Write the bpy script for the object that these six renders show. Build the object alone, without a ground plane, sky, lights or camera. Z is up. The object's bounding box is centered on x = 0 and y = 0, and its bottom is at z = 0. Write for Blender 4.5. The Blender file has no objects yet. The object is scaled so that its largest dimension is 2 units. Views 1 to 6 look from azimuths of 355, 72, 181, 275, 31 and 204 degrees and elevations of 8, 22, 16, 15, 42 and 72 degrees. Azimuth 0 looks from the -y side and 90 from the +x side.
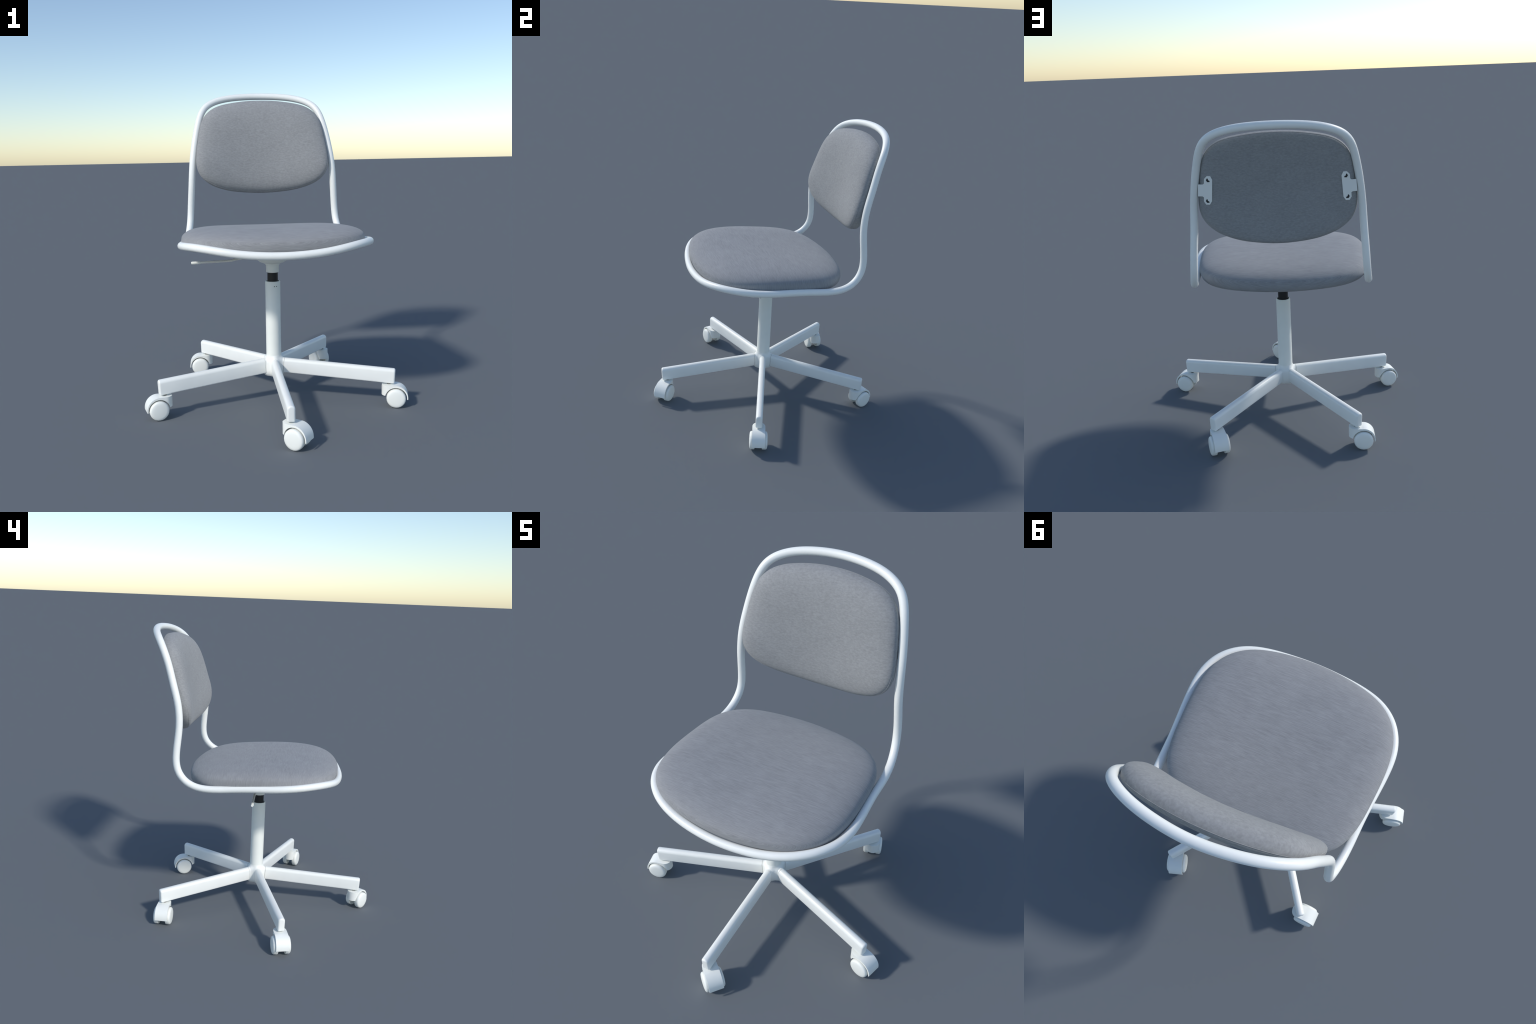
import math
import bpy
import bmesh
import numpy as np
from mathutils import Vector, Matrix

TAU = 2 * math.pi
CX, CY = 0.0025, 0.0416          # axis of the gas column


# ----------------------------------------------------------------- materials
def new_material(name, rough=0.5, base=(0.8, 0.8, 0.8)):
    m = bpy.data.materials.new(name)
    m.use_nodes = True
    nt = m.node_tree
    b = nt.nodes["Principled BSDF"]
    b.inputs["Base Color"].default_value = (*base, 1)
    b.inputs["Roughness"].default_value = rough
    return m, nt, b


def paint(name, base, rough=0.4, spread=0.03, scale=14.0, spec=0.5):
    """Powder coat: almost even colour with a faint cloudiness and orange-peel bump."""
    m, nt, b = new_material(name, rough, base)
    b.inputs["Specular IOR Level"].default_value = spec
    co = nt.nodes.new("ShaderNodeTexCoord")
    n = nt.nodes.new("ShaderNodeTexNoise")
    n.inputs["Scale"].default_value = scale
    n.inputs["Detail"].default_value = 3
    nt.links.new(co.outputs["Object"], n.inputs["Vector"])
    r = nt.nodes.new("ShaderNodeValToRGB")
    r.color_ramp.elements[0].position = 0.3
    r.color_ramp.elements[1].position = 0.7
    r.color_ramp.elements[0].color = (*[c * (1 - spread) for c in base], 1)
    r.color_ramp.elements[1].color = (*[min(1, c * (1 + spread)) for c in base], 1)
    nt.links.new(n.outputs["Fac"], r.inputs["Fac"])
    nt.links.new(r.outputs["Color"], b.inputs["Base Color"])
    return m


def fabric(name, dark, light, threads, tint, drape=0.0):
    """Woven melange cloth: thin streaks along the weft, a soft cloudiness and a thread bump."""
    m, nt, b = new_material(name, 0.92, light)
    b.inputs["Specular IOR Level"].default_value = 0.15
    b.inputs["Sheen Weight"].default_value = 0.12
    b.inputs["Sheen Roughness"].default_value = 0.6
    L = nt.links.new
    co = nt.nodes.new("ShaderNodeTexCoord")
    # let the weave run down over the front and rear edges: y' = y + (z - z0) * normal.y
    sp, sn, cb = nt.nodes.new("ShaderNodeSeparateXYZ"), nt.nodes.new("ShaderNodeSeparateXYZ"), nt.nodes.new("ShaderNodeCombineXYZ")
    ma, mb = nt.nodes.new("ShaderNodeMath"), nt.nodes.new("ShaderNodeMath")
    L(co.outputs["Object"], sp.inputs[0])
    L(co.outputs["Normal"], sn.inputs[0])
    ma.operation = "SUBTRACT"
    L(sp.outputs["Z"], ma.inputs[0])
    ma.inputs[1].default_value = drape
    mb.operation = "MULTIPLY_ADD"
    L(ma.outputs[0], mb.inputs[0])
    L(sn.outputs["Y"], mb.inputs[1])
    L(sp.outputs["Y"], mb.inputs[2])
    L(sp.outputs["X"], cb.inputs[0])
    L(mb.outputs[0] if drape else sp.outputs["Y"], cb.inputs[1])
    L(sp.outputs["Z"], cb.inputs[2])

    def noise(scale3, detail, rough=0.6):
        mp = nt.nodes.new("ShaderNodeMapping")
        mp.inputs["Scale"].default_value = scale3
        L(cb.outputs[0], mp.inputs["Vector"])
        n = nt.nodes.new("ShaderNodeTexNoise")
        n.inputs["Scale"].default_value = 1.0
        n.inputs["Detail"].default_value = detail
        n.inputs["Roughness"].default_value = rough
        L(mp.outputs["Vector"], n.inputs["Vector"])
        return n.outputs["Fac"]

    def math_node(op, a, c):
        k = nt.nodes.new("ShaderNodeMath")
        k.operation = op
        for i, v in enumerate((a, c)):
            if isinstance(v, (int, float)):
                k.inputs[i].default_value = v
            else:
                L(v, k.inputs[i])
        return k.outputs[0]

    streak = noise(threads, 2.0, 0.5)
    fine = noise(tuple(t * 2.3 for t in threads), 1.0)
    cloud = noise((9, 9, 9), 3.0)
    mix = math_node("ADD", math_node("MULTIPLY", streak, 0.55), math_node("MULTIPLY", fine, 0.25))
    mix = math_node("ADD", mix, math_node("MULTIPLY", cloud, 0.20))
    r = nt.nodes.new("ShaderNodeValToRGB")
    e = r.color_ramp.elements
    e[0].position, e[1].position = 0.32, 0.68
    e[0].color, e[1].color = (*dark, 1), (*light, 1)
    mid = e.new(0.5)
    mid.color = (*tint, 1)
    L(mix, r.inputs["Fac"])
    L(r.outputs["Color"], b.inputs["Base Color"])
    bump = nt.nodes.new("ShaderNodeBump")
    bump.inputs["Strength"].default_value = 0.25
    bump.inputs["Distance"].default_value = 0.002
    L(streak, bump.inputs["Height"])
    L(bump.outputs["Normal"], b.inputs["Normal"])
    return m


WHITE = paint("white_powder_coat", (0.95, 0.957, 0.912), 0.36, 0.012)
COLUMN = paint("white_column_paint", (0.93, 0.945, 0.885), 0.45, 0.012)
PLASTIC = paint("white_plastic", (0.93, 0.94, 0.885), 0.5, 0.012)
IVORY = paint("ivory_plastic", (0.85, 0.84, 0.78), 0.5, 0.02)
BLACK = paint("black_steel", (0.012, 0.012, 0.013), 0.4, 0.1)
DARK_GREY = paint("dark_grey", (0.16, 0.16, 0.15), 0.7, 0.05)  # plain dark grey of rivets, axles and stems; also the added joint fill
SEAT_CLOTH = fabric("grey_seat_cloth", (0.248, 0.251, 0.258), (0.362, 0.366, 0.374), (19, 330, 19), (0.305, 0.308, 0.316), 1.0)
BACK_CLOTH = fabric("grey_back_cloth", (0.265, 0.269, 0.271), (0.358, 0.363, 0.365), (62, 60, 140), (0.312, 0.316, 0.318))





# ------------------------------------------------------------------- helpers
def make(name, verts, faces, mat, parent=None, smooth=True, angle=None):
    me = bpy.data.meshes.new(name)
    me.from_pydata([tuple(map(float, v)) for v in verts], [], faces)
    bm = bmesh.new()
    bm.from_mesh(me)
    bmesh.ops.remove_doubles(bm, verts=bm.verts, dist=1e-6)
    bmesh.ops.recalc_face_normals(bm, faces=bm.faces)
    bm.to_mesh(me)
    bm.free()
    me.materials.append(mat)
    if smooth:
        me.polygons.foreach_set("use_smooth", [True] * len(me.polygons))
        if angle:
            me.set_sharp_from_angle(angle=math.radians(angle))
    ob = bpy.data.objects.new(name, me)
    bpy.context.scene.collection.objects.link(ob)
    ob.parent = parent
    return ob


def copy_of(ob, parent, matrix):
    c = ob.copy()
    bpy.context.scene.collection.objects.link(c)
    c.parent = parent
    c.matrix_local = matrix
    return c


def grid_faces(rows, cols, closed_cols=True, closed_rows=False):
    f = []
    for i in range(rows if closed_rows else rows - 1):
        for j in range(cols if closed_cols else cols - 1):
            a, b = i * cols + j, i * cols + (j + 1) % cols
            c, d = ((i + 1) % rows) * cols + (j + 1) % cols, ((i + 1) % rows) * cols + j
            f.append((a, b, c, d))
    return f


def lathe(name, profile, mat, parent, centre=(0, 0), seg=48, angle=40, radius_rule=None):
    """Turn a (radius, z) profile about a vertical axis; both ends are closed."""
    v = []
    for r, z in profile:
        for j in range(seg):
            a = TAU * j / seg
            k = radius_rule(a, z) if radius_rule else 1.0
            v.append((centre[0] + r * k * math.sin(a), centre[1] - r * k * math.cos(a), z))
    f = grid_faces(len(profile), seg)
    f.append(tuple(range(seg)))
    f.append(tuple(range((len(profile) - 1) * seg, len(profile) * seg)))
    return make(name, v, f, mat, parent, True, angle)


def bspline(ctrl, per=10):
    """Closed uniform cubic B-spline through a ring of control points."""
    P = np.array(ctrl, float)
    n = len(P)
    t = np.linspace(0, 1, per, endpoint=False)[:, None]
    w = [(1 - t) ** 3, 3 * t**3 - 6 * t**2 + 4, -3 * t**3 + 3 * t**2 + 3 * t + 1, t**3]
    return np.concatenate([sum(w[k] * P[(i + k - 1) % n] for k in range(4)) / 6 for i in range(n)])


def tube(name, path, radius, mat, parent, closed=False, seg=20):
    """Sweep a circle along a path with a twist-free (parallel transport) frame."""
    P = [Vector(p) for p in path]
    n = len(P)
    v = []
    N = None
    for i in range(n):
        a = P[i - 1] if (closed or i) else P[0]
        b = P[(i + 1) % n] if (closed or i < n - 1) else P[-1]
        T = (b - a).normalized()
        if N is None:
            N = T.orthogonal().normalized()
        N = (N - T * N.dot(T)).normalized()
        B = T.cross(N)
        r = radius[i] if hasattr(radius, "__len__") else radius
        for j in range(seg):
            a = TAU * j / seg
            v.append(P[i] + r * (math.cos(a) * N + math.sin(a) * B))
    if closed:   # match the last ring to the first one
        first, last = v[:seg], v[-seg:]
        shift = min(range(seg), key=lambda s: (first[s] - last[0]).length)
        f = grid_faces(n, seg)
        f += [((n - 1) * seg + j, (n - 1) * seg + (j + 1) % seg, (j + 1 + shift) % seg, (j + shift) % seg) for j in range(seg)]
    else:
        f = grid_faces(n, seg) + [tuple(range(seg)), tuple(range((n - 1) * seg, n * seg))]
    return make(name, v, f, mat, parent, True, 50)


def ring_radii(R, n):
    """Radii at n angles from a mirrored half ring of control radii (cubic B-spline)."""
    full = np.array(list(R) + list(R[-2:0:-1]))
    m = len(full)
    t = np.arange(n) / n * m
    i = np.floor(t).astype(int)
    f = t - i
    p = lambda k: full[(i + k) % m]
    return ((1 - f)**3 * p(-1) + (3 * f**3 - 6 * f**2 + 4) * p(0) + (-3 * f**3 + 3 * f**2 + 3 * f + 1) * p(1) + f**3 * p(2)) / 6


chair = bpy.data.objects.new("office_chair", None)
bpy.context.scene.collection.objects.link(chair)
chair["label"] = "white swivel office chair with grey fabric cushions and casters"
chair["category"] = "office chair"

# ------------------------------------------------ bent tube frame (one closed loop)
# right half of the spine, front centre -> round the seat -> up the post -> top centre
HALF = [(0, -.5573, 1.0065), (.1367, -.5488, 1.0104), (.2715, -.5283, 1.0227), (.3996, -.4846, 1.0434), (.5039, -.3966, 1.052),
        (.5612, -.2728, 1.0433), (.5626, -.1364, 1.0294), (.5504, .0002, 1.0214), (.5387, .1363, 1.0088), (.5377, .2726, .9946),
        (.5271, .408, 1.0062), (.5077, .503, 1.1008), (.5, .5009, 1.2379), (.4895, .4814, 1.3751), (.4813, .489, 1.5144),
        (.4629, .5314, 1.6473), (.4367, .5687, 1.781), (.398, .6272, 1.9031), (.2797, .6839, 1.9549), (.1418, .7141, 1.9735),
        (0, .7274, 1.978)]
ring = HALF + [(-x, y, z) for x, y, z in HALF[-2:0:-1]]
spine = bspline(ring) + np.array([0.0023, CY, 0])
frame = tube("frame", spine, 0.0227, WHITE, chair, closed=True, seg=24)

# ------------------------------------------------------------------ seat cushion
SEG = 144
phi = np.arange(SEG) / SEG * TAU
seat_r = ring_radii([.5226, .5303, .5576, .5977, .6101, .5798, .5519, .5441, .5681, .5953, .5751, .5289, .5027, .4965], SEG)
seat_x, seat_y = seat_r * np.sin(phi), -seat_r * np.cos(phi)


def seat_rim_z(y):
    return 1.0453 - .053 * y - .0284 * y * y


rows = []
for rho in [0.02, .12, .22, .32, .42, .5, .58, .65, .71, .77, .82, .865, .9, .93, .955, .972, .985, .994, 1.0]:
    x, y = rho * seat_x, rho * seat_y - .02
    fall = 5.1 - 2.4 * np.clip(np.cos(phi), 0, 1) ** 2 + 1.5 * np.clip(-np.cos(phi), 0, 1)   # softer towards the front, fuller behind
    rows.append(np.stack([x, y, seat_rim_z(y) + .03 * x * x + (.0805 - .009 * np.clip(-np.cos(phi), 0, 1) * rho**2) * np.clip(1 - rho**fall, 0, 1) ** (1 / 2.44)], -1))
rim = rows[-1]
bottom_edge = .980 + .06 * rim[:, 0] ** 2 - .02 * rim[:, 1] + .055 * np.clip(-rim[:, 1] - .1, 0, 1)
for inset, t in [(.001, .25), (.004, .5), (.009, .75), (.016, .93), (.03, 1.0)]:
    k = 1 - inset / seat_r
    z = rim[:, 2] * (1 - t) + bottom_edge * t
    rows.append(np.stack([rim[:, 0] * k, (rim[:, 1] + .02) * k - .02, z], -1))
for s in (.7, .4, .1):
    last = rows[-1]
    rows.append(np.stack([rim[:, 0] * s, (rim[:, 1] + .02) * s - .02, last[:, 2] * .5 + .48], -1))
verts = np.concatenate(rows) + np.array([-.009, CY, 0])
faces = grid_faces(len(rows), SEG) + [tuple(range(SEG)), tuple(range((len(rows) - 1) * SEG, len(rows) * SEG))]
seat = make("seat_cushion", verts, faces, SEAT_CLOTH, chair)

# ------------------------------------------------------------- backrest cushion
back_r = ring_radii([.328, .3343, .3504, .3794, .4266, .4555, .4454, .4395, .4551, .4769, .4526, .400, .3577, .3265, .3111, .3064], SEG)
BX, BY, BZ = .0018, .6029, 1.61
LEAN, SAG, WRAP, FRONT, REAR = .1747, .20, .36, .076, .0462
back_u, back_v = back_r * np.sin(phi), back_r * np.cos(phi)
nrm = np.array([0, 1, -LEAN]) / math.hypot(1, LEAN)


def back_bulge(rho, v, front):
    """Padding depth: a dome in front that is fuller towards the top, a flat boxy shell behind."""
    low = np.clip(-v / .3, 0, 1)
    if front:
        return -FRONT * (1 + .48 * v) * np.clip(1 - rho ** (4.5 + 4 * low), 0, 1) ** 0.5
    return REAR * (1 + .28 * low) * np.clip(1 - rho**16, 0, 1) ** 0.35


def back_point(rho, front):
    u, v = rho * back_u, rho * back_v
    g = back_bulge(rho, v, front)
    y = BY + LEAN * v + SAG * v * v - (WRAP - .4 * v) * u * u
    return np.stack([BX + u, y + g * nrm[1], BZ + v + g * nrm[2]], -1)


steps = [0.02, .12, .22, .32, .42, .5, .58, .65, .71, .77, .82, .865, .9, .93, .955, .972, .985, .994, 1.0]
rows = [back_point(r, True) for r in steps] + [back_point(r, False) for r in steps[-2::-1]]
faces = grid_faces(len(rows), SEG) + [tuple(range(SEG)), tuple(range((len(rows) - 1) * SEG, len(rows) * SEG))]
backrest = make("backrest_cushion", np.concatenate(rows), faces, BACK_CLOTH, chair)
# the seam runs on the front edge along the bottom and slips behind the crest along the top
tilt = back_v / .32
lower, upper = back_point(.985, True), back_point(.992, False)
blend = np.clip(.5 + 1.5 * tilt, 0, 1)[:, None]
edge = back_point(1.0, False)
seam_path = np.where(blend < .5, lower + (edge - lower) * 2 * blend, edge + (upper - edge) * (2 * blend - 1))
tube("seam", seam_path, .0015, BACK_CLOTH, backrest, closed=True, seg=8)


def back_rear_y(x, z):
    """Where the rear face of the backrest lies."""
    u, v = x - BX, z - BZ
    i = np.argmin((np.arctan2(back_u, back_v) - math.atan2(u, v)) ** 2)
    rho = min(1, math.hypot(u, v) / back_r[i])
    return BY + LEAN * v + SAG * v * v - (WRAP - .4 * v) * u * u + float(back_bulge(rho, v, False))


# ---------------------------------------------- brackets that hold the backrest
def bracket(side):
    """T-shaped plate: an upright strip with clipped ends and a tab out to the post."""
    outline = [(-.024, .062), (-.012, .083), (.008, .083), (.023, .066), (.023, .040), (.031, .034), (.058, .034),
               (.058, -.036), (.031, -.036), (.023, -.042), (.023, -.066), (.010, -.085), (-.012, -.085), (-.024, -.064)]
    lean = math.radians(-5.5)
    front, rear = [], []
    for a, b in outline:
        x = .386 + a + math.sin(lean) * b
        z = 1.618 + b * math.cos(lean)
        y = BRACKET_Y + .24 * b - .29 * a
        front.append((side * x + BX, y, z))
        rear.append((side * x + BX, y + .005, z))
    n = len(outline)
    f = [tuple(range(n)), tuple(range(2 * n - 1, n - 1, -1))] + [(i, (i + 1) % n, n + (i + 1) % n, n + i) for i in range(n)]
    ob = make("bracket", front + rear, f, WHITE, chair, False)
    for b in (.060, -.062):
        x = .386 - .001 + math.sin(lean) * b
        z = 1.618 + b * math.cos(lean)
        y = BRACKET_Y + .24 * b + .004
        vv = []
        prof = [(.0125, 0), (.0125, .0018), (.0095, .0024), (.006, .0024), (.004, .0014)]
        for r, d in prof:
            for j in range(6):
                a = TAU * j / 6
                vv.append((side * x + BX + r * math.cos(a), y + d, z + r * math.sin(a)))
        ff = grid_faces(len(prof), 6) + [tuple(range(6)), tuple(range((len(prof) - 1) * 6, len(prof) * 6))]
        make("screw", vv, ff, BLACK, ob, False)


BRACKET_Y = back_rear_y(.386, 1.618) + .002
for side in (1, -1):
    bracket(side)

# -------------------------------------------------- gas column and seat mounting
lathe("column_tube", [(.0475, .25), (.0475, .764), (.0465, .770), (.0445, .772), (.0405, .772), (.039, .768), (.039, .755)],
      COLUMN, chair, (CX, CY), 48)
for a in (6, 23):
    t = math.radians(a)
    c = Vector((CX + .0472 * math.sin(t), CY - .0472 * math.cos(t), .742))
    o = lathe("rivet", [(.0035, 0), (.003, .0012), (.001, .0016)], DARK_GREY, chair, (0, 0), 10)
    o.matrix_local = Matrix.Translation(c) @ Matrix.Rotation(t, 4, "Z") @ Matrix.Rotation(math.radians(90), 4, "X")
lathe("piston", [(.0335, .74), (.0335, .84)], BLACK, chair, (CX, CY), 40)
lathe("collar", [(.034, .8285), (.039, .8285), (.0405, .831), (.0405, .872), (.044, .876), (.046, .880), (.046, .884),
                 (.060, .887), (.078, .894), (.092, .905), (.10, .92), (.10, .95)], PLASTIC, chair, (CX, CY), 48)


def slab(name, x0, x1, y0, y1, z0, z1, mat, parent, bevel=.006):
    v = [(x, y, z) for z in (z0, z1) for x, y in ((x0, y0), (x1, y0), (x1, y1), (x0, y1))]
    ob = make(name, v, [(3, 2, 1, 0), (4, 5, 6, 7), (0, 1, 5, 4), (1, 2, 6, 5), (2, 3, 7, 6), (3, 0, 4, 7)], mat, parent, False)
    bm = bmesh.new()
    bm.from_mesh(ob.data)
    bmesh.ops.bevel(bm, geom=bm.edges[:], offset=bevel, segments=3, affect="EDGES")
    bm.to_mesh(ob.data)
    bm.free()
    return ob


slab("mounting_plate", CX - .17, CX + .17, CY - .15, CY + .15, .945, .985, WHITE, chair)

# lever under the seat, reaching out to the left
lever_path = [(-.06, .052, .925), (-.17, .051, .922), (-.215, .0505, .916), (-.255, .0495, .9075), (-.30, .049, .905), (-.40, .0465, .903),
              (-.45, .0455, .902)]
lever = tube("lever", lever_path, .0075, IVORY, chair, seg=12)
tube("lever_grip", [(-.448, .0455, .902), (-.454, .0453, .9018), (-.50, .0432, .9005), (-.506, .0430, .9003)],
     [.0075, .0095, .0095, .0075], PLASTIC, lever, seg=12)

# ------------------------------------------------------------------------- base
def hub_rule(a, z):
    """Five soft lobes where the legs plug in."""
    k = math.cos(5 * a)
    return 1 + .10 * k * min(1, max(0, (.292 - z) / .03))


hub = lathe("hub", [(.02, .158), (.048, .158), (.056, .162), (.060, .170), (.066, .176), (.0675, .20), (.0675, .245), (.066, .258),
              (.061, .268), (.0545, .275), (.050, .283), (.0482, .293), (.047, .293)], WHITE, chair, (CX, CY), 100, 50, hub_rule)

LEG_H, LEG_W, DROP = .0930, .0455, .0365


def leg_mesh(length0, length1, end=.011, shrink=0):
    """Straight box-section arm along -y with round shoulders and a rounded end."""
    def section(inset):
        w, pts = LEG_W / 2 - inset, []
        top, bot = -inset, -LEG_H + inset
        rt, rb = max(.0215 - inset, .004), max(.009 - inset, .003)
        for cx, cz, r, a0 in ((w - rt, top - rt, rt, 0), (-w + rt, top - rt, rt, 90), (-w + rb, bot + rb, rb, 180), (w - rb, bot + rb, rb, 270)):
            for k in range(7):
                a = math.radians(a0 + 15 * k)
                pts.append((cx + r * math.cos(a), cz + r * math.sin(a)))
        return pts
    stations = [(length0 + (length1 - length0) * k / 4, shrink) for k in range(4)] + [(length1 - end, shrink)]
    for k in range(1, 6):
        a = math.radians(18 * k)
        stations.append((length1 - end + end * math.sin(a), shrink + end * (1 - math.cos(a))))
    v, n = [], 28
    slope = DROP / .70
    for d, inset in stations:
        for x, z in section(inset):
            # end face stays square to the sloping arm
            v.append((x, -(d + slope * (z + LEG_H * 0)), .2735 - slope * (d - .06) + z))
    f = grid_faces(len(stations), n) + [tuple(range(n)), tuple(range((len(stations) - 1) * n, len(stations) * n))]
    return v, f


v, f = leg_mesh(.0715, .766)
leg0 = make("leg", v, f, WHITE, chair, True, 35)
leg0.matrix_local = Matrix.Translation((CX, CY, 0))
v, f = leg_mesh(.02, .0698, .0004)
socket0 = make("socket", v, f, WHITE, hub, True, 35)
v, f = leg_mesh(.05, .085, .001, .0022)
joint_fill0 = make("dark_joint_fill", v, f, DARK_GREY, hub, True, 35)  # added dark fill inside the thin gap, makes the leg joint read dark
for o in (socket0, joint_fill0):
    o.matrix_local = Matrix.Translation((CX, CY, 0))
for i in range(1, 5):
    turn = Matrix.Translation((CX, CY, 0)) @ Matrix.Rotation(math.radians(72 * i), 4, "Z")
    copy_of(leg0, chair, turn)
    copy_of(socket0, hub, turn)
    copy_of(joint_fill0, hub, turn)


# ---------------------------------------------------------------------- casters
AX, WR, TOP = .045, .0588, .137     # axle offset from the pivot, wheel radius, hood height
HALF_W = .0425


def hood_mesh():
    """Arched cover: a round barrel at the pivot running into a hood over both wheels (along +y)."""
    outer, inner = [], []
    ro, ri, rb = .0725, .0665, .0430
    n_front, n_flat, n_arc = 6, 8, 18
    a_start = math.asin(min(1, (TOP - WR) / (ro + .0045)))
    for k in range(n_front):
        t = k / n_front
        outer.append((-rb, .070 + (TOP - .004 - .070) * t))
    outer.append((-rb + .002, TOP - .001))
    d_top = AX - .006
    for k in range(n_flat):
        outer.append((-rb + .004 + (d_top + rb - .004) * k / n_flat, TOP))
    for k in range(n_arc + 1):
        a = math.radians(96 - 101 * k / n_arc)
        r = ro + (TOP - WR - ro) * max(0, math.sin(a)) ** 1.5
        outer.append((AX + r * math.cos(a), WR + r * math.sin(a)))
    n = len(outer)
    for k in range(n):
        a = math.radians(170 - 175 * k / (n - 1))
        inner.append((AX + ri * math.cos(a), WR + ri * math.sin(a)))

    def half_width(d):
        if d < 0:
            return max(.0008, math.sqrt(max(0, rb * rb - d * d)) * HALF_W / rb)
        return HALF_W
    ROWS = 8
    v = []
    for s in (1, -1):
        for r in range(ROWS + 1):
            t = (r / ROWS) ** 1.6
            for (d0, z0), (d1, z1) in zip(outer, inner):
                d, z = d0 + (d1 - d0) * t, z0 + (z1 - z0) * t
                v.append((s * half_width(d), d, z))
    m = (ROWS + 1) * n
    f = []
    for s in (0, m):
        for r in range(ROWS):
            for k in range(n - 1):
                f.append((s + r * n + k, s + r * n + k + 1, s + (r + 1) * n + k + 1, s + (r + 1) * n + k))
    for k in range(n - 1):
        f.append((k, k + 1, m + k + 1, m + k))
        o = ROWS * n
        f.append((o + k, o + k + 1, m + o + k + 1, m + o + k))
    for k in (0, n - 1):
        for r in range(ROWS):
            f.append((r * n + k, (r + 1) * n + k, m + (r + 1) * n + k, m + r * n + k))
    return v, f


def wheel_mesh(seg=24):
    """Disc wheel lying along x: flat tread, rounded shoulder, slightly domed outer face."""
    prof = [(.004, .024), (.050, .024), (.0575, .0245), (WR, .027), (WR, .046), (.0576, .0505), (.0548, .0545), (.050, .0575),
            (.038, .0595), (.018, .0607), (.004, .061)]
    v = [(x, r * math.sin(TAU * j / seg), r * math.cos(TAU * j / seg)) for r, x in prof for j in range(seg)]
    f = grid_faces(len(prof), seg) + [tuple(range(seg)), tuple(range((len(prof) - 1) * seg, len(prof) * seg))]
    return v, f


def caster_at(leg_index, heading, first):
    a = math.radians(72 * leg_index)
    rp = .7255
    m = Matrix.Translation((CX + rp * math.sin(a), CY - rp * math.cos(a), 0)) @ Matrix.Rotation(math.radians(heading) + math.pi, 4, "Z")
    axle = Matrix.Translation((0, AX, WR))
    if first is None:
        v, f = hood_mesh()
        hood = make("caster", v, f, PLASTIC, chair, True, 32)
        hood.matrix_local = m
        v, f = wheel_mesh()
        wheel = make("wheel", v, f, PLASTIC, hood, True, 32)
        wheel.matrix_local = axle
        flip = copy_of(wheel, hood, axle @ Matrix.Rotation(math.pi, 4, "Z"))
        axle_ob = lathe("axle", [(.012, -.03), (.012, .03)], DARK_GREY, hood, (0, 0), 16)
        axle_ob.matrix_local = axle @ Matrix.Rotation(math.radians(90), 4, "Y")
        stem = lathe("stem", [(.011, .125), (.011, .16)], DARK_GREY, hood, (0, 0), 16)
        return hood, wheel, axle_ob, stem
    hood, wheel, axle_ob, stem = first
    h = copy_of(hood, chair, m)
    copy_of(wheel, h, axle)
    copy_of(wheel, h, axle @ Matrix.Rotation(math.pi, 4, "Z"))
    copy_of(axle_ob, h, axle @ Matrix.Rotation(math.radians(90), 4, "Y"))
    copy_of(stem, h, Matrix.Identity(4))
    return first


first = None
for i, heading in enumerate((52, 74, 199, 269, 285)):
    first = caster_at(i, heading, first)
